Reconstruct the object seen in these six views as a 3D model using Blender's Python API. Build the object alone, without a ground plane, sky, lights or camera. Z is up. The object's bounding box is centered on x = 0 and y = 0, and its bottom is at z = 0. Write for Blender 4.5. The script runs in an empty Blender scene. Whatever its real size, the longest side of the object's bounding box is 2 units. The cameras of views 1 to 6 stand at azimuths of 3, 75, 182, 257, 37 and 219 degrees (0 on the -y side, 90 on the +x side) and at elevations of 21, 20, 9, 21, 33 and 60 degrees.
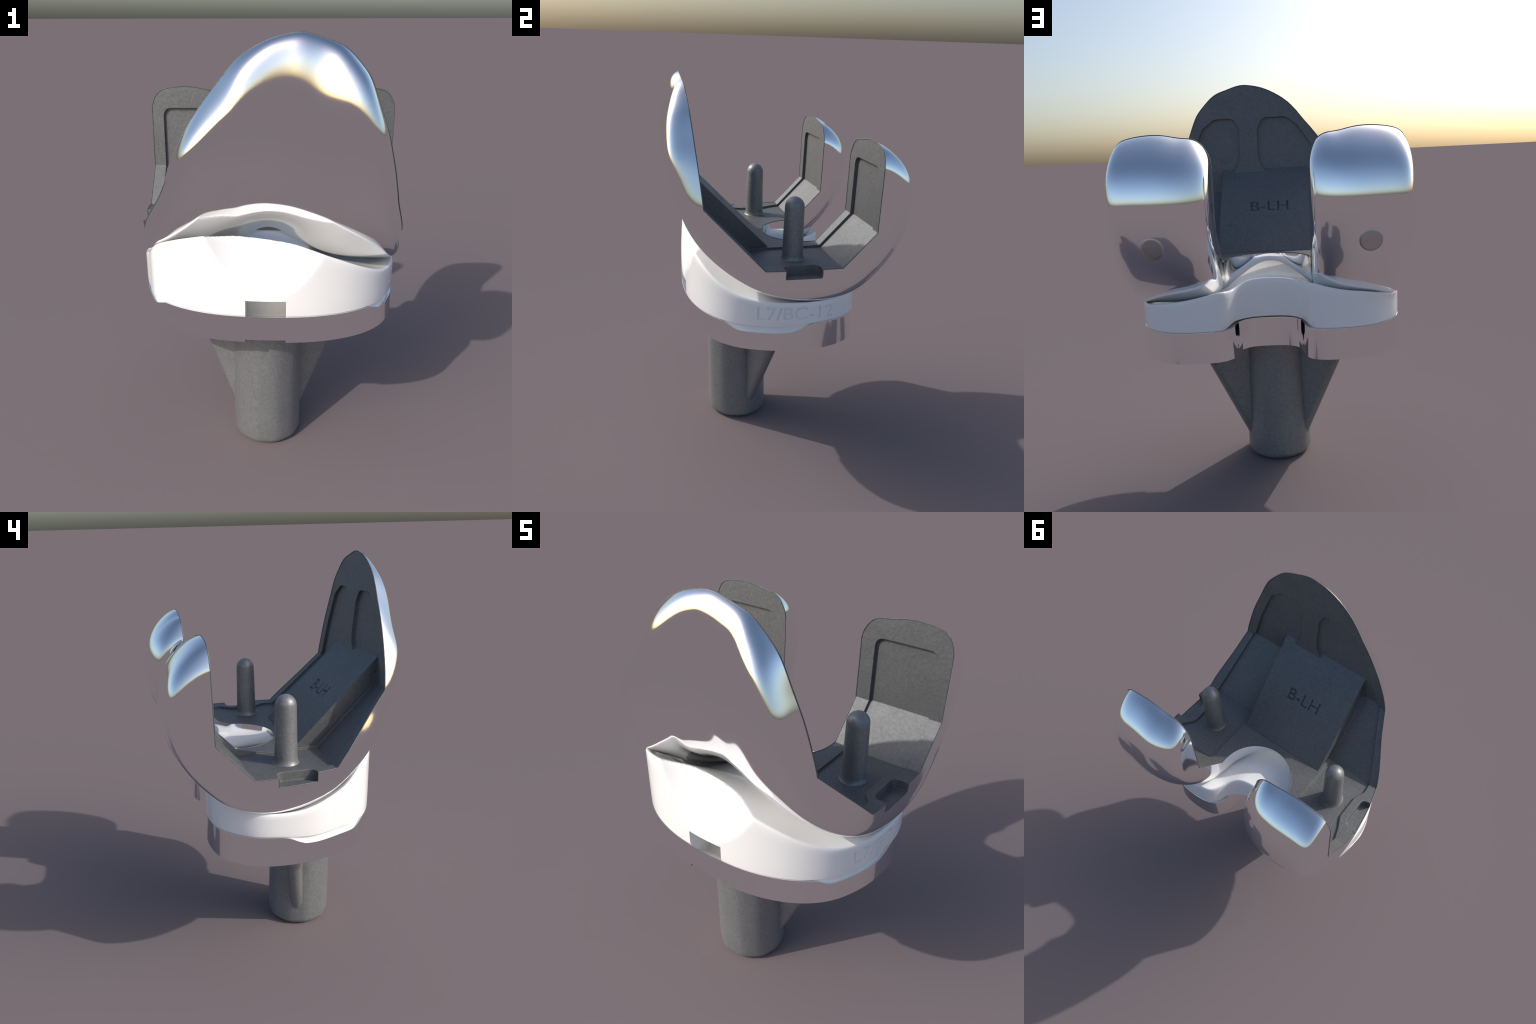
"""Knee joint implant: polished femoral component on a white plastic insert,
polished tibial tray with a grit-blasted stem.  Everything is built from
profiles, implicit surfaces and boolean cutters."""
import bpy, bmesh, math
import numpy as np
from mathutils import Vector, Matrix
from mathutils.geometry import delaunay_2d_cdt

# ------------------------------------------------------------------ helpers
class Spline:
    """Natural cubic spline through (t, v)."""
    def __init__(self, t, v):
        t, v = np.asarray(t, float), np.asarray(v, float)
        n = len(t)
        h = np.diff(t)
        A = np.zeros((n, n)); b = np.zeros(n)
        A[0, 0] = A[-1, -1] = 1
        for i in range(1, n - 1):
            A[i, i - 1:i + 2] = h[i - 1], 2 * (h[i - 1] + h[i]), h[i]
            b[i] = 6 * ((v[i + 1] - v[i]) / h[i] - (v[i] - v[i - 1]) / h[i - 1])
        self.t, self.v, self.h, self.m = t, v, h, np.linalg.solve(A, b)

    def __call__(self, q):
        q = np.clip(q, self.t[0], self.t[-1])
        i = np.clip(np.searchsorted(self.t, q) - 1, 0, len(self.h) - 1)
        h, a, b = self.h[i], self.t[i + 1] - q, q - self.t[i]
        m0, m1 = self.m[i], self.m[i + 1]
        return (m0 * a ** 3 + m1 * b ** 3) / (6 * h) + (self.v[i] / h - m0 * h / 6) * a + (self.v[i + 1] / h - m1 * h / 6) * b


def periodic(points, count):
    """Closed smooth curve through points, resampled evenly by arc length."""
    p = np.array(points, float)
    n = len(p)
    q = np.vstack([p[-4:], p, p[:5]])
    t = np.concatenate([[0], np.cumsum(np.linalg.norm(np.diff(q[:, :2], axis=0), axis=1))])
    s = [Spline(t, q[:, k]) for k in range(q.shape[1])]
    tt = np.linspace(t[4], t[4 + n], count * 8, endpoint=False)
    d = np.stack([f(tt) for f in s], 1)
    L = np.concatenate([[0], np.cumsum(np.linalg.norm(np.diff(d[:, :2], axis=0, append=d[:1, :2]), axis=1))])
    u = np.interp(np.linspace(0, L[-1], count, endpoint=False), L, np.append(tt, t[4 + n]))
    return np.stack([f(u) for f in s], 1)


def smax(a, b, k):
    h = np.maximum(k - np.abs(a - b), 0) / k
    return np.maximum(a, b) + h * h * h * k / 6


def sstep(a, b, x):
    t = np.clip((x - a) / (b - a), 0, 1)
    return t * t * t * (t * (6 * t - 15) + 10)


def new_object(name, mesh, material, parent=None):
    o = bpy.data.objects.new(name, mesh)
    bpy.context.scene.collection.objects.link(o)
    if material is not None:
        mesh.materials.clear()
        mesh.materials.append(material)
    o.parent = parent
    return o


def mesh_from(verts, faces, name="part"):
    me = bpy.data.meshes.new(name)
    me.from_pydata([tuple(map(float, v)) for v in verts], [], [tuple(map(int, f)) for f in faces])
    me.update()
    return me


def prism(poly, lo, hi, axis):
    """Closed prism of a 2D polygon along an axis.  poly is in the two other
    axes, in the order (x,y), (x,z) or (y,z)."""
    n = len(poly)
    def put(p, w):
        q = list(p); q.insert(axis, w); return q
    v = [put(p, lo) for p in poly] + [put(p, hi) for p in poly]
    f = [list(range(n)), list(range(n, 2 * n))] + [[i, (i + 1) % n, n + (i + 1) % n, n + i] for i in range(n)]
    me = mesh_from(v, f)
    bm = bmesh.new(); bm.from_mesh(me)
    bmesh.ops.recalc_face_normals(bm, faces=bm.faces)
    bm.to_mesh(me); bm.free()
    return me


def rounded(poly, radii, seg=6):
    """Round the corners of a polygon; radii is one number or one per corner."""
    n, out = len(poly), []
    for i in range(n):
        r = radii[i] if hasattr(radii, "__len__") else radii
        p, a, b = (np.array(poly[j % n], float) for j in (i, i - 1, i + 1))
        if r <= 0:
            out.append(tuple(p)); continue
        da, db = (a - p) / np.linalg.norm(a - p), (b - p) / np.linalg.norm(b - p)
        half = math.acos(np.clip(da @ db, -1, 1)) / 2
        if half > math.pi / 2 - 0.05:
            out.append(tuple(p)); continue
        L = min(r / math.tan(half), 0.48 * np.linalg.norm(a - p), 0.48 * np.linalg.norm(b - p))
        for k in range(seg + 1):
            t = k / seg
            out.append(tuple((1 - t) ** 2 * (p + da * L) + 2 * t * (1 - t) * p + t * t * (p + db * L)))
    return out


def boolean(me_a, me_b, op):
    """Exact boolean of two meshes; faces keep their own material index."""
    a = bpy.data.objects.new("tool_a", me_a); b = bpy.data.objects.new("tool_b", me_b)
    for o in (a, b):
        bpy.context.scene.collection.objects.link(o)
    m = a.modifiers.new("cut", 'BOOLEAN')
    m.operation, m.solver, m.object = op, 'EXACT', b
    if hasattr(m, "material_mode"):
        m.material_mode = 'INDEX'
    dg = bpy.context.evaluated_depsgraph_get()
    res = bpy.data.meshes.new_from_object(a.evaluated_get(dg), depsgraph=dg)
    for o in (a, b):
        bpy.data.objects.remove(o)
    return res


def with_index(me, index, mats):
    me.materials.clear()
    for m in mats:
        me.materials.append(m)
    me.polygons.foreach_set("material_index", np.full(len(me.polygons), index, np.int32))
    return me


def smooth_by_angle(me, deg=35):
    me.polygons.foreach_set("use_smooth", np.ones(len(me.polygons), bool))
    me.set_sharp_from_angle(angle=math.radians(deg))


def surface_nets(F, origin, h):
    s = F < 0
    nx, ny, nz = F.shape
    cell = np.zeros((nx - 1, ny - 1, nz - 1), int)
    corners = [(i, j, k) for i in (0, 1) for j in (0, 1) for k in (0, 1)]
    def at(A, c):
        return A[c[0]:nx - 1 + c[0], c[1]:ny - 1 + c[1], c[2]:nz - 1 + c[2]]
    for c in corners:
        cell += at(s, c)
    act = (cell > 0) & (cell < 8)
    idx = np.full(act.shape, -1); idx[act] = np.arange(act.sum())
    cells = np.argwhere(act)
    acc = np.zeros((len(cells), 3)); cnt = np.zeros(len(cells))
    vals = {c: at(F, c)[act] for c in corners}
    for c in corners:
        for ax in range(3):
            if c[ax] == 0:
                d = list(c); d[ax] = 1; d = tuple(d)
                a, b = vals[c], vals[d]
                x = (a < 0) != (b < 0)
                t = a[x] / (a[x] - b[x])
                p = np.tile(np.array(c, float), (x.sum(), 1)); p[:, ax] += t
                acc[x] += p; cnt[x] += 1
    V = origin + h * (cells + acc / cnt[:, None])
    faces = []
    for ax in range(3):
        o1, o2 = (ax + 1) % 3, (ax + 2) % 3
        lo = [slice(1, n - 1) for n in F.shape]; hi = list(lo)
        lo[ax] = slice(0, F.shape[ax] - 1); hi[ax] = slice(1, F.shape[ax])
        a, b = s[tuple(lo)], s[tuple(hi)]
        for flip in (0, 1):
            e = np.argwhere((a & ~b) if not flip else (~a & b))
            off = np.ones(3, int); off[ax] = 0
            e = e + off
            def cid(d1, d2):
                q = e.copy(); q[:, o1] -= d1; q[:, o2] -= d2
                return idx[q[:, 0], q[:, 1], q[:, 2]]
            quad = np.stack([cid(1, 1), cid(0, 1), cid(0, 0), cid(1, 0)], 1)
            faces.append(quad[:, ::-1] if flip else quad)
    return V, np.vstack(faces)


def gradient(f, P, e=1e-4):
    g = np.empty_like(P)
    for k in range(3):
        d = np.zeros(3); d[k] = e
        g[:, k] = (f(P + d) - f(P - d)) / (2 * e)
    return g


# ---------------------------------------------------------------- materials
def material(name):
    m = bpy.data.materials.new(name)
    m.use_nodes = True
    nt = m.node_tree
    return m, nt, nt.nodes["Principled BSDF"]


def chrome():
    m, nt, p = material("polished_cobalt_chrome")
    p.inputs["Metallic"].default_value = 1.0
    p.inputs["Base Color"].default_value = (0.98, 0.98, 0.985, 1)
    p.inputs["Roughness"].default_value = 0.07
    return m


def plastic():
    m, nt, p = material("white_polyethylene")
    p.inputs["Base Color"].default_value = (0.95, 0.95, 0.945, 1)
    p.inputs["Roughness"].default_value = 0.12
    p.inputs["Specular IOR Level"].default_value = 0.5
    return m


def grit(name, dark, pale, metal, rough):
    m, nt, p = material(name)
    co = nt.nodes.new("ShaderNodeTexCoord")
    n1 = nt.nodes.new("ShaderNodeTexNoise"); n1.inputs["Scale"].default_value = 75; n1.inputs["Detail"].default_value = 5
    n2 = nt.nodes.new("ShaderNodeTexNoise"); n2.inputs["Scale"].default_value = 9; n2.inputs["Detail"].default_value = 3
    for n in (n1, n2):
        nt.links.new(co.outputs["Object"], n.inputs["Vector"])
    ramp = nt.nodes.new("ShaderNodeValToRGB")
    ramp.color_ramp.elements[0].position, ramp.color_ramp.elements[1].position = 0.3, 0.72
    ramp.color_ramp.elements[0].color = (dark * 0.965, dark, dark * 1.03, 1)  # base tinted slightly blue to cancel the warm cast of the sun
    ramp.color_ramp.elements[1].color = (pale * 0.965, pale, pale * 1.03, 1)
    mix = nt.nodes.new("ShaderNodeMath"); mix.operation = 'MULTIPLY_ADD'
    mix.inputs[1].default_value = 0.3
    nt.links.new(n2.outputs["Fac"], mix.inputs[0])
    sub = nt.nodes.new("ShaderNodeMath"); sub.operation = 'MULTIPLY_ADD'
    sub.inputs[1].default_value = 0.8; sub.inputs[2].default_value = -0.05
    nt.links.new(n1.outputs["Fac"], sub.inputs[0])
    nt.links.new(sub.outputs[0], mix.inputs[2])
    nt.links.new(mix.outputs[0], ramp.inputs["Fac"])
    nt.links.new(ramp.outputs["Color"], p.inputs["Base Color"])
    p.inputs["Metallic"].default_value = metal
    p.inputs["Roughness"].default_value = rough
    bev = nt.nodes.new("ShaderNodeBevel"); bev.samples = 4; bev.inputs["Radius"].default_value = 0.006
    bump = nt.nodes.new("ShaderNodeBump"); bump.inputs["Strength"].default_value = 0.25; bump.inputs["Distance"].default_value = 0.004
    nt.links.new(n1.outputs["Fac"], bump.inputs["Height"])
    nt.links.new(bev.outputs["Normal"], bump.inputs["Normal"])
    nt.links.new(bump.outputs["Normal"], p.inputs["Normal"])
    return m


CHROME, PLASTIC = chrome(), plastic()
GRIT = grit("grit_blasted_lining", 0.165, 0.225, 0.7, 0.62)  # base darkened to hold the shade inside the bone cavity
GRIT_STEM = grit("grit_blasted_stem", 0.22, 0.30, 0.45, 0.46)  # paler base than the lining, lightened toward the sunlit stem and pegs

root = bpy.data.objects.new("knee_implant", None)
bpy.context.scene.collection.objects.link(root)
root["label"] = "polished metal knee implant with white plastic insert and grey stem"
root["category"] = "joint implant"

# ======================================================== femoral component
# bone-side cut planes in side view (y, z)
TOP = 2.2
K_ANT = -0.10                                   # lean of the front plate
CUT = [(-0.441 + K_ANT * (TOP - 1.407), TOP), (-0.441, 1.407), (-0.157, 1.117),
       (0.231, 1.117), (0.397, 1.290), (0.405, 1.70), (0.415, TOP)]

# polished sagittal profile of the condyles (y, z), as a polar curve
CY, CZ = -0.02, 1.45
CREST = [(-0.532, 2.08), (-0.557, 1.98), (-0.579, 1.89), (-0.597, 1.80), (-0.605, 1.70), (-0.595, 1.57),
         (-0.556, 1.43), (-0.495, 1.29), (-0.40, 1.165), (-0.28, 1.058), (-0.15, 0.976), (0.0, 0.929),
         (0.12, 0.919), (0.24, 0.933), (0.345, 0.974), (0.436, 1.049), (0.515, 1.144), (0.572, 1.252),
         (0.599, 1.38), (0.593, 1.49), (0.556, 1.596), (0.490, 1.673), (0.41, 1.735), (0.30, 1.78)]


def polar(y, z):
    """angle from straight down, positive to the back"""
    return np.arctan2(y - CY, -(z - CZ)), np.hypot(y - CY, z - CZ)


_th, _r = polar(np.array([c[0] for c in CREST]), np.array([c[1] for c in CREST]))
R_CREST = Spline(_th, _r)
TH = lambda y, z: float(polar(np.array(y), np.array(z))[0])

# half widths by profile angle (rim points on the cut planes)
_wt = [-3.2, TH(-.49, 1.90), TH(-.478, 1.78), TH(-.46, 1.609), TH(-.451, 1.51), TH(-.441, 1.407), TH(-.30, 1.26), TH(-.157, 1.117), TH(.04, 1.117), TH(.231, 1.117), TH(.4, 1.29), TH(.41, 1.6), 3.2]
W_PLUS = Spline(_wt, [0.30, 0.40, 0.432, 0.489, 0.516, 0.540, 0.583, 0.627, 0.641, 0.643, 0.643, 0.643, 0.643])
W_MINUS = Spline(_wt, [0.10, 0.17, 0.235, 0.338, 0.389, 0.428, 0.509, 0.592, 0.634, 0.642, 0.643, 0.643, 0.643])

# front plate outline seen along y, polar about (OX, OZ)
OX, OZ = 0.07, 1.40
PLATE = [(0.40, 0.60), (0.85, 0.95), (0.760, 1.117), (0.68, 1.26), (0.610, 1.407), (0.565, 1.51), (0.515, 1.609), (0.459, 1.708), (0.424, 1.789), (0.397, 1.842),
         (0.348, 1.903), (0.292, 1.955), (0.226, 1.985), (0.157, 2.006), (0.080, 2.002), (0.010, 1.981),
         (-0.058, 1.945), (-0.115, 1.904), (-0.150, 1.868), (-0.190, 1.818), (-0.238, 1.760), (-0.292, 1.695),
         (-0.337, 1.645), (-0.42, 1.547), (-0.50, 1.426), (-0.55, 1.35), (-0.61, 1.26), (-0.70, 1.12), (-0.80, 0.95), (-0.40, 0.60)]
_ph = np.array([math.atan2(x - OX, z - OZ) for x, z in PLATE])
_rho = np.array([math.hypot(x - OX, z - OZ) for x, z in PLATE])
_o = np.argsort(_ph)
RHO = Spline(_ph[_o], _rho[_o])

# trochlear groove depth, crown and edge radius by profile angle
GROOVE = Spline([-3.2, TH(-.548, 1.98), TH(-.576, 1.89), TH(-.597, 1.8), TH(-.6, 1.65), TH(-.56, 1.43), TH(-.45, 1.22), TH(-.28, 1.06), TH(0, .92), TH(.3, .95), 3.2],
                [0.016, 0.022, 0.038, 0.054, 0.067, 0.080, 0.086, 0.115, 0.125, 0.13, 0.13])
GROOVE_X = Spline([-3.2, TH(-.56, 1.9), TH(-.6, 1.65), TH(-.53, 1.36), TH(-.42, 1.19), TH(-.28, 1.06), TH(-.1, .95), TH(.1, .92), 1.0, 3.2],
                  [0.09, 0.09, 0.08, 0.055, 0.03, 0.01, 0.0, 0.0, 0.0, 0.0])
GROOVE_W = Spline([-3.2, TH(-.56, 1.9), TH(-.6, 1.65), TH(-.53, 1.36), TH(-.42, 1.19), TH(-.28, 1.06), TH(-.1, .95), TH(.1, .92), 1.0, 3.2],
                  [0.16, 0.17, 0.20, 0.245, 0.265, 0.25, 0.215, 0.195, 0.19, 0.19])
_ct = [-3.2, TH(-.6, 1.7), TH(-.53, 1.36), TH(-.42, 1.19), TH(-.2, 1.0), TH(0, .92), TH(.45, 1.03), TH(.6, 1.4), 3.2]
CROWN_PLUS = Spline(_ct, [0.05, 0.040, 0.010, 0.006, 0.012, 0.020, 0.022, 0.015, 0.02])
CROWN_MINUS = Spline(_ct, [0.05, 0.045, 0.050, 0.045, 0.028, 0.020, 0.022, 0.015, 0.02])
EDGE = Spline([-3.2, TH(-.6, 1.7), TH(-.5, 1.3), TH(0, .92), TH(.45, 1.03), TH(.6, 1.4), TH(.5, 1.66), 3.2],
              [0.085, 0.12, 0.11, 0.09, 0.105, 0.11, 0.13, 0.15])
# how far each flank of the front stands out (lateral side proud, medial side set back)
_at = [-3.2, TH(-.505, 2.0), TH(-.6, 1.7), TH(-.53, 1.36), TH(-.42, 1.19), TH(-.2, 1.0), TH(0, .92), 0.5, 1.0, 2.0, 3.2]
LIFT_PLUS = Spline(_at, [0.0, 0.0, 0.0, 0.014, 0.020, 0.008, 0.0, 0.0, 0.0, 0.0, 0.0])
LIFT_MINUS = Spline(_at, [0.0, -0.002, -0.008, -0.018, -0.004, 0.0, 0.0, 0.0, 0.0, 0.0, 0.0])
# radius of the bone-side cut by angle, and the draft of the side walls outside it
_tg = np.linspace(-2.45, 2.2, 400)
_rg = np.full(400, 9.0)
for (ya, za), (yb, zb) in zip(CUT, CUT[1:]):
    for i, t in enumerate(_tg):
        d = np.array([math.sin(t), -math.cos(t)])
        m = np.array([d, [ya - yb, za - zb]]).T
        if abs(np.linalg.det(m)) > 1e-9:
            u, w = np.linalg.solve(m, np.array([ya - CY, za - CZ]))
            if u > 0 and 0 <= w <= 1:
                _rg[i] = min(_rg[i], u)
_rg = np.convolve(np.pad(_rg, 12, mode='edge'), np.ones(25) / 25, 'valid')
R_CUT = Spline(_tg[::8], _rg[::8])
_dt = [-3.2, TH(-.5, 1.9), TH(-.46, 1.6), TH(-.441, 1.407), TH(-.3, 1.26), TH(-.157, 1.117), TH(.05, 1.117), TH(.231, 1.117), 1.2, 1.8, 3.2]
DRAFT_PLUS = Spline(_dt, [0.10, 0.12, 0.20, 0.22, 0.20, 0.12, 0.02, 0.0, 0.0, 0.0, 0.0])
DRAFT_MINUS = Spline(_dt, [0.50, 0.50, 0.44, 0.36, 0.22, 0.12, 0.03, 0.0, 0.0, 0.0, 0.0])
TIP = Spline([0.0, 0.15, 0.208, 0.24, 0.33, 0.41, 0.505, 0.574, 0.618, 0.64, 0.70], [1.51, 1.56, 1.613, 1.660, 1.696, 1.712, 1.714, 1.702, 1.674, 1.637, 1.51])
NOTCH_R, NOTCH_Y = 0.210, 0.195


def femur(P):
    x, y, z = P[:, 0], P[:, 1], P[:, 2]
    th, r = polar(y, z)
    e = 1e-3
    rc = R_CREST(th)
    slope = (R_CREST(th + e) - R_CREST(th - e)) / (2 * e) / np.maximum(rc, .2)
    u = (np.abs(x) - 0.40) / 0.24
    m = sstep(0.15, -0.15, x)
    crown = CROWN_PLUS(th) * (1 - m) + CROWN_MINUS(th) * m
    rc = rc + LIFT_PLUS(th) * sstep(-0.05, 0.3, x) + LIFT_MINUS(th) * sstep(0.05, -0.25, x)
    out = rc - GROOVE(th) * np.exp(-((x - GROOVE_X(th)) / GROOVE_W(th)) ** 2) - crown * (np.sqrt(0.09 + u * u) - 0.3) * (np.abs(x) > 0.40) \
        - (0.8 * crown + 0.030 * sstep(0.3, 1.1, th)) * u * u * (np.abs(x) <= 0.40) * sstep(0.1, 0.3, np.abs(x))
    f = (r - out) / np.sqrt(1 + slope ** 2)
    k = EDGE(th)
    deep = np.clip(r - R_CUT(th), -0.15, 0.3)
    side = np.maximum(x - W_PLUS(th) + DRAFT_PLUS(th) * deep, -x - W_MINUS(th) + DRAFT_MINUS(th) * deep)
    # front plate outline
    ph, rho = np.arctan2(x - OX, z - OZ), np.hypot(x - OX, z - OZ)
    ro = RHO(ph)
    sl = (RHO(ph + e) - RHO(ph - e)) / (2 * e) / ro
    draft = (0.10 + 0.45 * sstep(0.1, -0.25, x)) * np.maximum(-0.441 + K_ANT * (z - 1.407) - y, 0)
    cap = (rho - ro) / np.sqrt(1 + sl ** 2) + draft - 4 * np.maximum(y + 0.30, 0) ** 2 * 10
    lateral = smax(side, cap, 0.03)
    f = smax(f, lateral, k)
    # notch between the condyles
    q = np.maximum(y - NOTCH_Y, 0)
    d = np.where(y > NOTCH_Y, np.abs(x), np.hypot(x, y - NOTCH_Y))
    f = smax(f, NOTCH_R - d, 0.09)
    # rounded upper end of the condyles
    q = np.maximum(y - 0.405, 0)
    tip = (z - TIP(np.abs(x)) + 0.15 * q + 3.0 * q * q) / np.sqrt(1 + (0.15 + 6 * q) ** 2) - 10 * np.maximum(0.3 - y, 0)
    f = smax(f, tip, 0.05)
    return f


H = 0.0135
lo, hi = np.array([-0.72, -0.68, 0.84]), np.array([0.72, 0.68, 2.12])
dims = np.ceil((hi - lo) / H).astype(int)
gx, gy, gz = [lo[k] + H * np.arange(dims[k]) for k in range(3)]
G = np.stack(np.meshgrid(gx, gy, gz, indexing="ij"), -1).reshape(-1, 3)
F = femur(G).reshape(dims)
F = np.maximum(F, G[:, 2].reshape(dims) - 2.08)      # everything up there falls to the bone cavity
V, Q = surface_nets(F, lo, H)
deep_in = np.minimum.reduce([V[:, 1] - (-0.441 + K_ANT * (V[:, 2] - 1.407)), 0.40 - V[:, 1], V[:, 2] - 1.117,
                             (V[:, 1] + 0.441 + V[:, 2] - 1.407) * 0.7, (0.397 - V[:, 1] + V[:, 2] - 1.29) * 0.7])
free = (deep_in < 0.03) & (V[:, 2] < 2.05)            # leave alone what the bone cavity removes
for _ in range(5):
    g = gradient(femur, V)
    step = -(femur(V) / np.maximum((g * g).sum(1), 0.05))[:, None] * g
    step *= np.minimum(1, 0.4 * H / np.maximum(np.linalg.norm(step, axis=1), 1e-9))[:, None]
    V += free[:, None] * step
body = mesh_from(V, Q, "femoral_body")
bm = bmesh.new(); bm.from_mesh(body)
bmesh.ops.triangulate(bm, faces=bm.faces)
bmesh.ops.recalc_face_normals(bm, faces=bm.faces)
bm.to_mesh(body); bm.free()
with_index(body, 0, [CHROME, GRIT])

# ---- cutters: bone cavity, cement pockets, side slots
DEPTH = [0.016, 0.011, 0.011, 0.013, 0.016, 0.016]


def offset_polyline(pts, d):
    """push an open polyline outwards (to its right when walked front to back)"""
    p = np.array(pts, float); n = len(p)
    lines = []
    for i in range(n - 1):
        t = (p[i + 1] - p[i]) / np.linalg.norm(p[i + 1] - p[i])
        nrm = np.array([-t[1], t[0]])
        if nrm @ (p[i] - np.array([0.0, 1.6])) < 0:
            nrm = -nrm
        lines.append((p[i] + d[i] * nrm, t))
    out = [lines[0][0]]
    for (a, s), (b, t) in zip(lines, lines[1:]):
        k = np.linalg.solve(np.array([s, -t]).T, b - a)
        out.append(a + k[0] * s)
    out.append(lines[-1][0] + lines[-1][1] * np.linalg.norm(p[-1] - p[-2]))
    return [tuple(q) for q in out]


cavity = prism(CUT, -0.9, 0.9, 0)
deep = offset_polyline(CUT, DEPTH)
shell = prism(deep, -0.9, 0.9, 0)


def pocket(regions):
    tool = None
    for r in regions:
        tool = r if tool is None else boolean(tool, r, 'UNION')
    return boolean(tool, shell, 'INTERSECT')


def front_pocket(sign):
    if sign > 0:
        poly = [(0.495, 1.36), (0.442, 1.579), (0.398, 1.70), (0.372, 1.765), (0.30, 1.818), (0.19, 1.818), (0.163, 1.76), (0.161, 1.60), (0.174, 1.55), (0.196, 1.525), (0.215, 1.46), (0.281, 1.46), (0.281, 1.36)]
        rad = [0, 0, 0, .05, .05, .05, 0, 0, 0, 0, 0, 0, 0]
    else:
        poly = [(-0.39, 1.36), (-0.341, 1.483), (-0.29, 1.579), (-0.232, 1.674), (-0.168, 1.769), (-0.105, 1.817), (0.03, 1.817), (0.060, 1.75), (0.060, 1.61), (0.049, 1.555), (0.028, 1.53), (0.01, 1.46), (-0.281, 1.46), (-0.281, 1.36)]
        rad = [0, 0, 0, 0, .03, .05, .05, 0, 0, 0, 0, 0, 0, 0]
    return prism(rounded(poly, rad), -0.70, -0.25, 1)


def middle_pocket(s):
    front = 0.487 if s > 0 else 0.372
    mid = 0.566 if s > 0 else 0.545
    poly = [(0.281, -0.465), (front + .003, -0.465), (mid, -0.16), (mid + .006, -0.095), (0.526, -0.04), (0.526, 0.105), (mid + .012, 0.165), (0.581, 0.235), (0.581, 0.40), (0.281, 0.40)]
    rad = [0, 0, 0, .03, .06, .06, .03, 0, 0, 0]
    return prism(rounded([(s * a, b) for a, b in poly], rad), 1.0, 1.42, 2)


def back_pocket(s):
    poly = [(0.281, 1.2), (0.581, 1.2), (0.581, 1.60), (0.281, 1.60)]
    return prism(rounded([(s * a, b) for a, b in poly], [0, 0, .045, .045]), 0.20, 0.6, 1)


tool = cavity
for s in (1, -1):
    tool = boolean(tool, pocket([front_pocket(s), middle_pocket(s), back_pocket(s)]), 'UNION')
    slot = rounded([(s * 0.9, -0.056), (s * 0.9, 0.127), (s * 0.570, 0.127), (s * 0.570, -0.056)], [0, 0, .035, .035])
    tool = boolean(tool, prism(slot, 1.073, 1.3, 2), 'UNION')
with_index(tool, 1, [CHROME, GRIT])
cutbody = boolean(body, tool, 'DIFFERENCE')


def submesh(me, index, name):
    v = np.empty(len(me.vertices) * 3); me.vertices.foreach_get("co", v); v = v.reshape(-1, 3)
    polys = [list(p.vertices) for p in me.polygons if p.material_index == index]
    used = np.unique(np.concatenate([np.array(p) for p in polys]))
    remap = {int(a): i for i, a in enumerate(used)}
    out = mesh_from(v[used], [[remap[a] for a in p] for p in polys], name)
    return out, v[used]


shell_me, sv = submesh(cutbody, 0, "femoral_component")
g = gradient(femur, sv); g /= np.linalg.norm(g, axis=1)[:, None]
shell_me.polygons.foreach_set("use_smooth", np.ones(len(shell_me.polygons), bool))
shell_me.normals_split_custom_set_from_vertices([tuple(n) for n in g])
femoral = new_object("femoral_component", shell_me, CHROME, root)

inner_me, _ = submesh(cutbody, 1, "bone_side_lining")
lining = new_object("bone_side_lining", inner_me, GRIT, femoral)

# ---- thin unpolished land along the rim where the lining meets the polished shell
bm = bmesh.new(); bm.from_mesh(inner_me)
border = [e for e in bm.edges if len(e.link_faces) == 1]
left, chains = set(border), []
while left:
    e = left.pop(); chain = [e.verts[0], e.verts[1]]
    grow = True
    while grow:
        grow = False
        for q in chain[-1].link_edges:
            if q in left:
                left.discard(q); chain.append(q.other_vert(chain[-1])); grow = True
                break
    chains.append([tuple(w.co) for w in chain])
bm.free()
cu = bpy.data.curves.new("rim", 'CURVE')
cu.dimensions, cu.bevel_depth, cu.bevel_resolution = '3D', 0.0026, 1
for ch in chains:
    closed = bool(np.linalg.norm(np.subtract(ch[0], ch[-1])) < 1e-6)
    pts_ = [ch[0]]
    for p_ in ch[1:]:
        if np.linalg.norm(np.subtract(p_, pts_[-1])) > 0.004:
            pts_.append(p_)
    if len(pts_) < 4:
        continue
    sp = cu.splines.new('POLY'); sp.points.add(len(pts_) - 1)
    sp.points.foreach_set("co", np.column_stack([pts_, np.ones(len(pts_))]).ravel())
    sp.use_cyclic_u = closed
tmp = bpy.data.objects.new("rim", cu)
bpy.context.scene.collection.objects.link(tmp)
dg = bpy.context.evaluated_depsgraph_get()
rim_me = bpy.data.meshes.new_from_object(tmp.evaluated_get(dg), depsgraph=dg)
bpy.data.objects.remove(tmp); bpy.data.curves.remove(cu)
smooth_by_angle(rim_me, 60)
new_object("rim", rim_me, GRIT, femoral)

# ---- flush round grey discs on the back of each condyle, following the polished surface
MARK = material("grey_disc_metal")[0]
_p = MARK.node_tree.nodes["Principled BSDF"]
_p.inputs["Metallic"].default_value = 1.0
_p.inputs["Base Color"].default_value = (0.60, 0.59, 0.58, 1)
_p.inputs["Roughness"].default_value = 0.4


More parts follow.
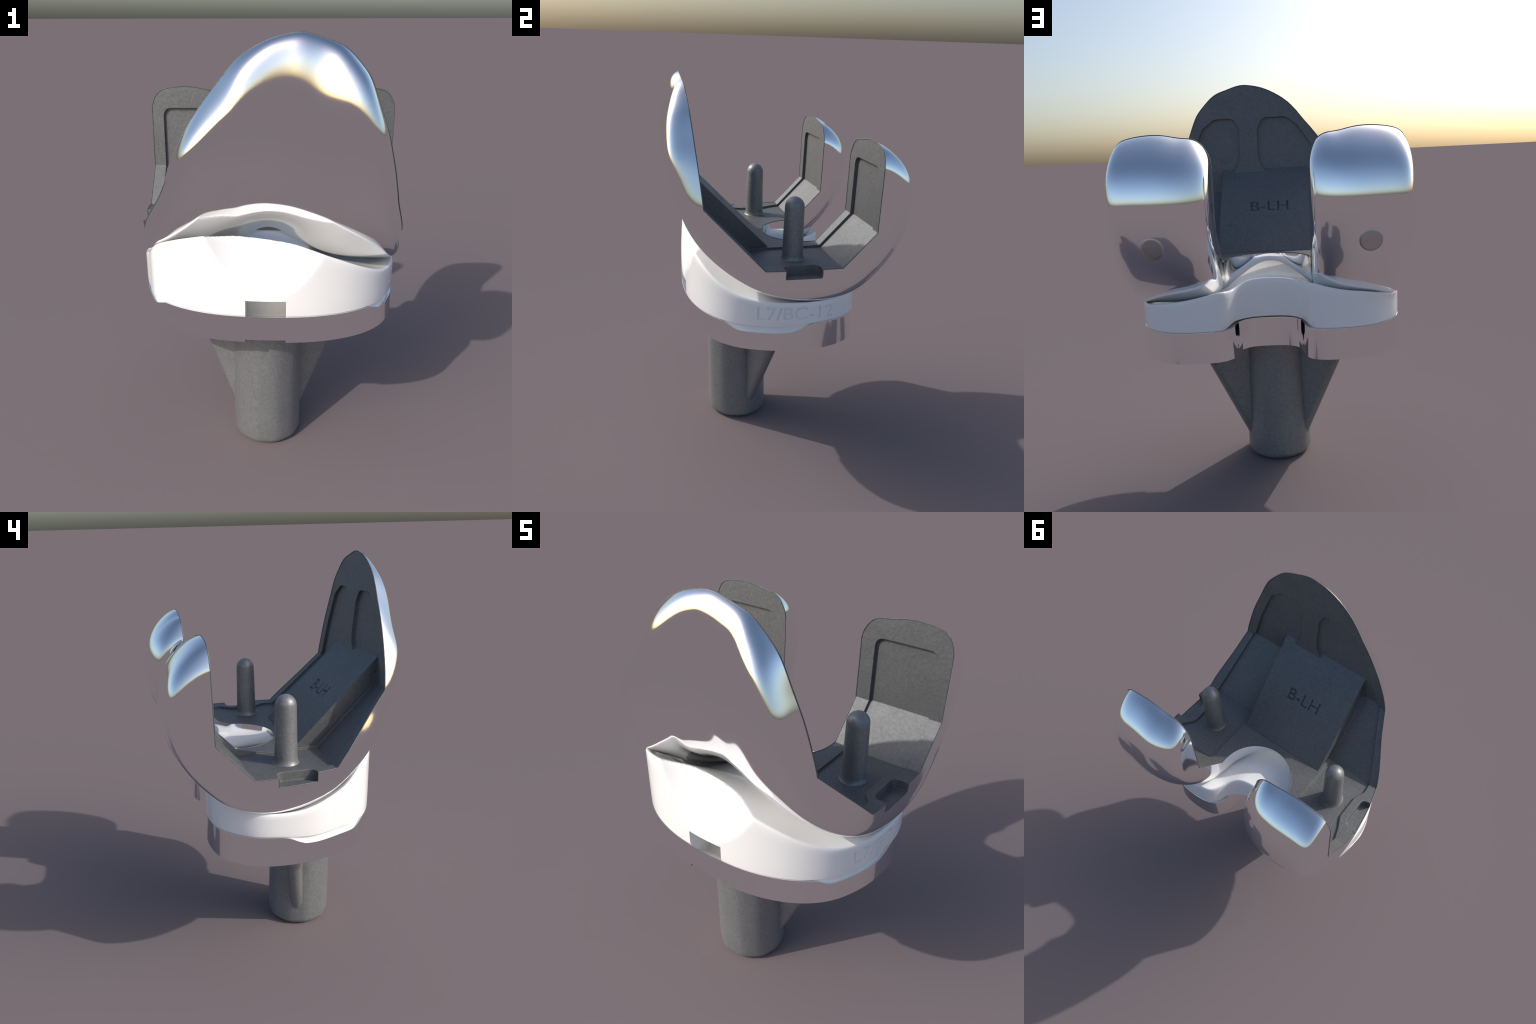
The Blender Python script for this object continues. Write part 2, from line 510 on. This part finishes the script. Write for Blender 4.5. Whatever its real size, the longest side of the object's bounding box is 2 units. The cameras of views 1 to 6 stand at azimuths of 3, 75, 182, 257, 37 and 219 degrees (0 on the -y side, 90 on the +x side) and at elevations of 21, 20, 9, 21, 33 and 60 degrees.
def spot(cx, cz, rad):
    pts, faces, seg = [(cx, cz)], [], 40
    for k, rr in enumerate((0.25, 0.5, 0.75, 0.97, 1.0)):
        pts += [(cx + rad * rr * math.cos(2 * math.pi * i / seg), cz + rad * rr * math.sin(2 * math.pi * i / seg)) for i in range(seg)]
    P = np.array([(a, 0.57, b) for a, b in pts])
    for _ in range(12):
        fv = femur(P); dy = (femur(P + [0, 1e-4, 0]) - fv) / 1e-4
        P[:, 1] -= fv / np.maximum(dy, 0.2)
    n = gradient(femur, P); n /= np.linalg.norm(n, axis=1)[:, None]
    lift = np.full(len(P), 0.0016); lift[-seg:] = -0.002
    P += n * lift[:, None]
    for i in range(seg):
        faces.append((0, 1 + (i + 1) % seg, 1 + i))
    for k in range(4):
        for i in range(seg):
            a, b = 1 + k * seg, 1 + (k + 1) * seg
            faces.append((a + i, a + (i + 1) % seg, b + (i + 1) % seg, b + i))
    me = mesh_from(P, faces, "round_mark")
    bm = bmesh.new(); bm.from_mesh(me); bmesh.ops.recalc_face_normals(bm, faces=bm.faces)
    if sum(q.normal.y for q in bm.faces) < 0:
        bmesh.ops.reverse_faces(bm, faces=bm.faces)
    bm.to_mesh(me); bm.free()
    me.polygons.foreach_set("use_smooth", np.ones(len(me.polygons), bool))
    return me


for s in (1, -1):
    new_object("round_mark", spot(s * 0.455, 1.243, 0.05), MARK, femoral)

# ---- raised block on the front chamfer, with engraved size mark
block_me = prism([(-0.0535, 1.1175), (-0.474, 1.538), (-0.471, 1.48), (-0.450, 1.403), (-0.162, 1.110), (-0.06, 1.110)], -0.265, 0.265, 0)


def text_mesh(body_text, size, depth):
    cu = bpy.data.curves.new("mark", 'FONT')
    cu.body, cu.size, cu.extrude = body_text, size, depth
    cu.align_x, cu.align_y = 'CENTER', 'CENTER'
    cu.resolution_u = 4
    o = bpy.data.objects.new("mark", cu)
    bpy.context.scene.collection.objects.link(o)
    dg = bpy.context.evaluated_depsgraph_get()
    me = bpy.data.meshes.new_from_object(o.evaluated_get(dg), depsgraph=dg)
    bpy.data.objects.remove(o); bpy.data.curves.remove(cu)
    bm = bmesh.new(); bm.from_mesh(me)
    bmesh.ops.remove_doubles(bm, verts=bm.verts, dist=1e-5)
    bmesh.ops.recalc_face_normals(bm, faces=bm.faces)
    bm.to_mesh(me); bm.free()
    return me


def letters(me):
    """split a text mesh into one mesh per letter"""
    bm = bmesh.new(); bm.from_mesh(me)
    left, out = set(bm.verts), []
    while left:
        stack, comp = [next(iter(left))], set()
        while stack:
            w = stack.pop()
            if w in comp:
                continue
            comp.add(w)
            stack += [e.other_vert(w) for e in w.link_edges]
        left -= comp
        ids = {w.index for w in comp}
        b2 = bm.copy()
        bmesh.ops.delete(b2, geom=[w for w in b2.verts if w.index not in ids], context='VERTS')
        m = bpy.data.meshes.new("letter"); b2.to_mesh(m); b2.free()
        out.append(m)
    bm.free()
    return out


def engrave(me, mark):
    for m in letters(mark):
        m.materials.clear()
        r = boolean(me, m, 'DIFFERENCE')
        if len(r.polygons):
            me = r
    return me


def fit_text(me, width, height):
    v = np.empty(len(me.vertices) * 3); me.vertices.foreach_get("co", v); v = v.reshape(-1, 3)
    a, b = v.min(0), v.max(0)
    v[:, 0] = (v[:, 0] - (a[0] + b[0]) / 2) * width / (b[0] - a[0])
    v[:, 1] = (v[:, 1] - (a[1] + b[1]) / 2) * height / (b[1] - a[1])
    return v


mark = text_mesh("B-LH", 0.09, 0.012)
v = fit_text(mark, 0.205, 0.066)
up = np.array([0, -1.0, 1.0]); up /= np.linalg.norm(up)
nrm = np.cross([-1, 0, 0], up)
c = np.array([0.0, -0.272, 1.336])
v = c + np.outer(v[:, 0], [-1, 0, 0]) + np.outer(v[:, 1], up) + np.outer(v[:, 2], nrm)
mark.vertices.foreach_set("co", v.ravel()); mark.update()
block_me = engrave(block_me, mark)
block = new_object("raised_block", block_me, GRIT, femoral)


def lathe(profile, seg=48):
    """surface of revolution about z; profile is (r, z) from bottom to top"""
    v, f, n = [], [], len(profile)
    for r, z in profile:
        for i in range(seg):
            a = 2 * math.pi * i / seg
            v.append((r * math.cos(a), r * math.sin(a), z))
    for k in range(n - 1):
        for i in range(seg):
            j = (i + 1) % seg
            f.append((k * seg + i, k * seg + j, (k + 1) * seg + j, (k + 1) * seg + i))
    f.append(tuple(range(seg))[::-1]); f.append(tuple((n - 1) * seg + i for i in range(seg)))
    me = mesh_from(v, f)
    me.polygons.foreach_set("use_smooth", np.ones(len(me.polygons), bool))
    return me


prof = [(0.078, 1.085), (0.076, 1.0975), (0.066, 1.102), (0.057, 1.113), (0.054, 1.13)]
prof += [(0.054 - 0.0045 * t, 1.13 + 0.25 * t) for t in (0.25, 0.5, 0.75, 1.0)]
prof += [(0.0495 * math.cos(a), 1.380 + 0.0495 * math.sin(a)) for a in np.linspace(0.12, math.pi / 2 - 0.02, 10)]
peg_me = lathe(prof, 48)
peg = new_object("peg", peg_me, GRIT_STEM, femoral)
peg.location = (0.425, 0.036, 0)
peg2 = peg.copy(); peg2.location = (-0.425, 0.036, 0)
bpy.context.scene.collection.objects.link(peg2)

# ============================================================= tibial part
OUTLINE = [(0, -0.472), (0.1, -0.468), (0.2, -0.456), (0.3, -0.430), (0.4, -0.386), (0.48, -0.328), (0.545, -0.250),
           (0.584, -0.166), (0.608, -0.085), (0.620, 0.02), (0.622, 0.12), (0.609, 0.19), (0.585, 0.255), (0.548, 0.312),
           (0.50, 0.352), (0.43, 0.384), (0.34, 0.394), (0.255, 0.388), (0.205, 0.371), (0.172, 0.335), (0.158, 0.27),
           (0.140, 0.204), (0.098, 0.166), (0.02, 0.152), (-0.06, 0.156), (-0.112, 0.174), (-0.145, 0.212), (-0.162, 0.28),
           (-0.174, 0.338), (-0.198, 0.376), (-0.245, 0.396), (-0.32, 0.400), (-0.41, 0.388), (-0.485, 0.358), (-0.55, 0.300),
           (-0.60, 0.222), (-0.619, 0.150), (-0.626, 0.04), (-0.617, -0.05), (-0.596, -0.123), (-0.567, -0.196),
           (-0.546, -0.247), (-0.487, -0.323), (-0.4, -0.386), (-0.3, -0.430), (-0.2, -0.456), (-0.1, -0.468)]
NO = 360
LINE = periodic(OUTLINE, NO)


def normals2(L):
    t = np.roll(L, -1, 0) - np.roll(L, 1, 0)
    t /= np.linalg.norm(t, axis=1)[:, None]
    return np.stack([t[:, 1], -t[:, 0]], 1)          # outward for a counter-clockwise loop


NRM = normals2(LINE)


def seat(x, y):
    """height of the joint between tray and insert"""
    return 0.806 + 0.019 * sstep(-0.1, 0.2, y) + 0.020 * sstep(0.22, 0.15, np.abs(x)) * sstep(0.0, 0.15, y)


def tray_top(x, y):
    dip = 0.030 * sstep(-0.36, -0.25, y) * (1 - sstep(-0.03, 0.12, y)) * sstep(0.30, 0.5, np.abs(x))
    return 0.805 + 0.019 * sstep(-0.1, 0.2, y) - dip


def lip(x, y):
    """height of the rim of the insert and of its dished top, thin-plate spline"""
    P = np.stack([x, y], 1)
    a = (tps_basis(P) @ TPS_W) + np.column_stack([np.ones(len(P)), P]) @ TPS_A
    scoop = 0.897 + 2.2 * (y + 0.472) + 2.6 * x * x      # tendon relief at the front
    return -smax(-a, -scoop, 0.035)


RIM = [(-0.571, -0.204, 1.013), (-0.511, -0.292, 1.080), (-0.394, -0.391, 1.143), (-0.262, -0.440, 1.176), (-0.146, -0.370, 1.152),
       (-0.020, -0.360, 1.138), (0.115, -0.370, 1.118), (0.255, -0.442, 1.096), (0.346, -0.410, 1.055), (0.430, -0.366, 1.014),
       (0.522, -0.278, 0.968), (0.572, -0.203, 0.949), (0.604, -0.127, 0.943), (0.622, 0.0, 0.940), (0.622, 0.10, 0.940),
       (0.603, 0.206, 0.943), (0.577, 0.265, 0.945), (0.512, 0.334, 0.955), (0.429, 0.385, 0.970), (0.340, 0.391, 0.983),
       (0.224, 0.380, 1.006), (0.182, 0.349, 1.006), (0.155, 0.292, 1.003), (0.097, 0.236, 1.028), (0.005, 0.216, 1.034),
       (-0.057, 0.222, 1.034), (-0.119, 0.246, 1.028), (-0.155, 0.292, 1.022), (-0.208, 0.382, 1.035), (-0.264, 0.398, 1.022),
       (-0.330, 0.397, 1.006), (-0.432, 0.379, 0.990), (-0.537, 0.311, 0.966), (-0.592, 0.232, 0.949), (-0.629, 0.079, 0.943),
       (-0.630, 0.008, 0.950), (-0.620, -0.066, 0.966), (-0.595, -0.141, 0.988)]
DISH = [(0.0, 0.07, 1.004), (0.0, -0.05, 0.998), (0.0, -0.18, 1.035), (0.10, 0.0, 0.985), (-0.10, 0.0, 0.985),
        (0.21, 0.0, 0.962), (-0.21, 0.0, 0.965), (0.30, 0.05, 0.922), (-0.30, 0.05, 0.922), (0.30, 0.20, 0.935), (-0.30, 0.20, 0.938),
        (0.42, 0.10, 0.900), (-0.42, 0.10, 0.900), (0.42, 0.0, 0.908), (-0.42, 0.0, 0.908), (0.42, -0.1, 0.936), (-0.42, -0.1, 0.936),
        (0.42, -0.2, 0.965), (-0.42, -0.2, 0.980), (0.42, 0.2, 0.912), (-0.42, 0.2, 0.912), (0.42, 0.3, 0.940), (-0.42, 0.3, 0.945),
        (0.54, 0.1, 0.914), (-0.54, 0.1, 0.914), (0.54, 0.0, 0.918), (-0.54, 0.0, 0.920)]
CTRL = np.array(RIM + DISH)


def tps_basis(P):
    d2 = ((P[:, None, :] - CTRL[None, :, :2]) ** 2).sum(-1)
    return 0.5 * d2 * np.log(np.maximum(d2, 1e-12))


_n = len(CTRL)
_K = tps_basis(CTRL[:, :2]) + 2e-5 * np.eye(_n)
_P = np.column_stack([np.ones(_n), CTRL[:, :2]])
_S = np.linalg.solve(np.block([[_K, _P], [_P.T, np.zeros((3, 3))]]), np.concatenate([CTRL[:, 2], np.zeros(3)]))
TPS_W, TPS_A = _S[:_n], _S[_n:]


def capped(rings, inner, zfun=None, spacing=0.02):
    """triangulated cap over a closed loop with interior grid points; returns
    points (x, y) and triangles; the first len(inner) points are the loop."""
    n = len(inner)
    pts = [Vector(p) for p in inner]
    a, b = inner.min(0), inner.max(0)
    xs, ys = np.arange(a[0], b[0], spacing), np.arange(a[1], b[1], spacing * 0.866)
    cand = np.array([(x + (0.5 * spacing if j % 2 else 0), y) for j, y in enumerate(ys) for x in xs])
    nx = np.roll(inner, -1, 0)
    ins = np.zeros(len(cand), bool)
    for p, q in zip(inner, nx):
        c = (p[1] > cand[:, 1]) != (q[1] > cand[:, 1])
        with np.errstate(divide='ignore', invalid='ignore'):
            xi = (q[0] - p[0]) * (cand[:, 1] - p[1]) / (q[1] - p[1]) + p[0]
        ins ^= c & (cand[:, 0] < xi)
    d = np.sqrt(((cand[:, None] - inner[None]) ** 2).sum(-1)).min(1)
    cand = cand[ins & (d > 0.5 * spacing)]
    pts += [Vector(p) for p in cand]
    ev, ee, ef, *_ = delaunay_2d_cdt(pts, [(i, (i + 1) % n) for i in range(n)], [], 1, 1e-7)
    return np.array([tuple(p) for p in ev]), [list(t) for t in ef]


def wall_and_caps(loops, top=None, bottom=None):
    """loops: list of (n,3) rings from bottom to top; caps: (points, tris, zfun)"""
    v, f = [], []
    for L in loops:
        v += [tuple(p) for p in L]
    n = len(loops[0])
    for k in range(len(loops) - 1):
        for i in range(n):
            j = (i + 1) % n
            f.append((k * n + i, k * n + j, (k + 1) * n + j, (k + 1) * n + i))
    for cap, base, flip in ((top, (len(loops) - 1) * n, False), (bottom, 0, True)):
        if cap is None:
            continue
        pts, tris, zf = cap
        idm = list(range(base, base + n)) + list(range(len(v), len(v) + len(pts) - n))
        z = zf(pts[n:, 0], pts[n:, 1])
        v += [(p[0], p[1], zz) for p, zz in zip(pts[n:], z)]
        for t in tris:
            t = [idm[a] for a in t]
            f.append(t[::-1] if flip else t)
    return v, f


def ring(off, z):
    L = LINE + off * NRM
    zz = z(L[:, 0], L[:, 1]) if callable(z) else np.full(len(L), z)
    return np.column_stack([L, zz])


# ---- insert
INSERT_LINE = periodic([p for p in OUTLINE[:18]] + [(0.212, 0.380), (0.180, 0.345), (0.155, 0.292), (0.116, 0.246), (0.07, 0.225), (0.0, 0.216),
    (-0.07, 0.222), (-0.118, 0.246), (-0.152, 0.292), (-0.178, 0.345), (-0.205, 0.380)] + [p for p in OUTLINE[30:]], NO)
TRAY_LINE, TRAY_NRM = LINE, NRM
LINE, NRM = INSERT_LINE, normals2(INSERT_LINE)


def edge_ring(inset, drop):
    L = LINE - inset * NRM
    return np.column_stack([L, lip(L[:, 0], L[:, 1]) - drop])


RR = 0.011
loops = [ring(-0.012, lambda x, y: seat(x, y) - 0.031 * (1 - sstep(0.24, 0.2, np.abs(x)) * sstep(0.0, 0.1, y))), ring(-0.012, lambda x, y: seat(x, y) - 0.0005), ring(-0.005, lambda x, y: seat(x, y)), ring(-0.001, lambda x, y: seat(x, y) + 0.004)]
base = LINE
hz = lip(LINE[:, 0], LINE[:, 1]) - 0.016
for t in (0.15, 0.3, 0.5, 0.7, 0.85, 1.0):
    s0 = seat(LINE[:, 0], LINE[:, 1]) + 0.004
    loops.append(np.column_stack([LINE + 0.001 * NRM * t, s0 + (hz - s0) * t]))
for a in np.linspace(0.2, 1.0, 5) * math.pi / 2:
    loops.append(edge_ring(RR * (1 - math.cos(a)), 0.016 * (1 - math.sin(a))))
inner = loops[-1][:, :2]
pts, tris = capped(None, inner, spacing=0.010)
bpts, btris = capped(None, loops[0][:, :2], spacing=0.04)
v, f = wall_and_caps(loops, (pts, tris, lambda x, y: lip(x, y)), (bpts, btris, lambda x, y: seat(x, y) - 0.031 * (1 - sstep(0.24, 0.2, np.abs(x)) * sstep(0.0, 0.1, y))))
insert_me = mesh_from(v, f, "plastic_insert")
with_index(insert_me, 0, [PLASTIC])
slot = prism([(-0.0905, 0.70), (0.0905, 0.70), (0.0905, 0.8825), (-0.0905, 0.8825)], -0.6, -0.30, 1)
with_index(slot, 0, [PLASTIC])

# engraved size mark on the outer side wall, wrapped around the outline
mark = text_mesh("L7/BC-12", 0.08, 0.006)
bm = bmesh.new(); bm.from_mesh(mark)
bmesh.ops.triangulate(bm, faces=bm.faces)
bm.to_mesh(mark); bm.free()
tv = fit_text(mark, 0.392, 0.068)
arc = np.concatenate([[0], np.cumsum(np.linalg.norm(np.diff(LINE, axis=0), axis=1))])
i0 = int(np.argmin(np.hypot(LINE[:, 0] - 0.622, LINE[:, 1] - 0.012)))
aa = arc[i0] + tv[:, 0]
bx, by = np.interp(aa, arc, LINE[:, 0]), np.interp(aa, arc, LINE[:, 1])
nx_, ny_ = np.interp(aa, arc, NRM[:, 0]), np.interp(aa, arc, NRM[:, 1])
wv = np.column_stack([bx + nx_ * (tv[:, 2] + 0.0005), by + ny_ * (tv[:, 2] + 0.0005), 0.8815 + tv[:, 1]])
mark.vertices.foreach_set("co", wv.ravel()); mark.update()
with_index(mark, 0, [PLASTIC])
insert_me = boolean(insert_me, slot, 'DIFFERENCE')
insert_me = engrave(insert_me, mark)


smooth_by_angle(insert_me, 40)
insert = new_object("plastic_insert", insert_me, PLASTIC, root)

# ---- tray
LINE, NRM = TRAY_LINE, TRAY_NRM
ZB = 0.680
loops = [ring(0.0035, ZB)]
tt = tray_top(LINE[:, 0], LINE[:, 1])
for t in (0.33, 0.66, 0.95, 0.985):
    loops.append(np.column_stack([LINE + (0.0035 - 0.0035 * t) * NRM, ZB + (tt - 0.004 - ZB) * t]))
loops.append(np.column_stack([LINE, tt - 0.004]))
loops.append(np.column_stack([LINE - 0.0005 * NRM, tt - 0.001]))
loops.append(np.column_stack([LINE - 0.004 * NRM, tt]))
loops.append(np.column_stack([LINE - 0.020 * NRM, tt]))
loops.append(ring(-0.022, lambda x, y: 0.8045 + 0.019 * sstep(-0.1, 0.2, y)))
pts, tris = capped(None, loops[-1][:, :2], spacing=0.04)
bpts, btris = capped(None, loops[0][:, :2], spacing=0.04)
v, f = wall_and_caps(loops, (pts, tris, lambda x, y: 0.8045 + 0.019 * sstep(-0.1, 0.2, y)), (bpts, btris, lambda x, y: np.full(len(x), ZB)))
tray_me = mesh_from(v, f, "tibial_tray")
with_index(tray_me, 0, [CHROME, GRIT])
nk = prism([(-0.092, ZB - 0.05), (0.091, ZB - 0.05), (0.091, ZB + 0.012), (-0.092, ZB + 0.012)], -0.6, -0.43, 1)
with_index(nk, 1, [CHROME, GRIT])
tray_me = boolean(tray_me, nk, 'DIFFERENCE')
smooth_by_angle(tray_me, 40)
tray = new_object("tibial_tray", tray_me, None, root)

# ---- stem with shallow flutes
SX, SY = 0.0, -0.149
prof = [(0.170 - 0.034 * (1 - math.cos(a)), 0.034 * (1 - math.sin(a))) for a in np.linspace(math.pi / 2, 0, 8)] + [(0.170 - 0.002 * t, 0.05 + 0.63 * t) for t in (0.1, 0.3, 0.6, 1.0)]
stem_me = lathe(prof, 96)
v = np.empty(len(stem_me.vertices) * 3); stem_me.vertices.foreach_get("co", v); v = v.reshape(-1, 3)
ang = np.arctan2(v[:, 1], v[:, 0])
k = 1 + 0.006 * np.cos(ang * 10) - 0.006
v[:, 0] *= k; v[:, 1] *= k
v[:, 1] -= 0.016 * v[:, 2] / 0.68                     # slight backward rake towards the tip
stem_me.vertices.foreach_set("co", v.ravel()); stem_me.update()
smooth_by_angle(stem_me, 50)
stem = new_object("stem", stem_me, GRIT_STEM, tray)
stem.location = (SX, SY, 0)

# ---- fins: tapering keels with a rounded outer edge
def fin(s):
    loops = []
    for t in np.linspace(0, 1, 14):
        z = 0.075 + (0.684 - 0.075) * t
        xo = 0.144 + (0.402 - 0.144) * t
        yo = -0.165 + 0.445 * xo
        half = 0.034
        inner = np.array([0.0, -0.165]); outer = np.array([xo, yo])
        d = (outer - inner) / np.linalg.norm(outer - inner); q = np.array([-d[1], d[0]])
        pts = [inner - q * half] + [outer - d * half + half * (math.cos(a) * d + math.sin(a) * q) for a in np.linspace(-math.pi / 2, math.pi / 2, 9)] + [inner + q * half]
        loops.append([(s * p[0], p[1], z) for p in pts])
    n = len(loops[0])
    v = [p for L in loops for p in L]
    f = [(k * n + i, k * n + (i + 1) % n, (k + 1) * n + (i + 1) % n, (k + 1) * n + i) for k in range(len(loops) - 1) for i in range(n)]
    f += [tuple(range(n))[::-1], tuple(range((len(loops) - 1) * n, len(loops) * n))]
    me = mesh_from(v, f, "fin")
    bm = bmesh.new(); bm.from_mesh(me); bmesh.ops.recalc_face_normals(bm, faces=bm.faces); bm.to_mesh(me); bm.free()
    smooth_by_angle(me, 50)
    return me


for s in (1, -1):
    new_object("fin", fin(s), GRIT_STEM, tray)

for me in list(bpy.data.meshes):
    if me.users == 0:
        bpy.data.meshes.remove(me)
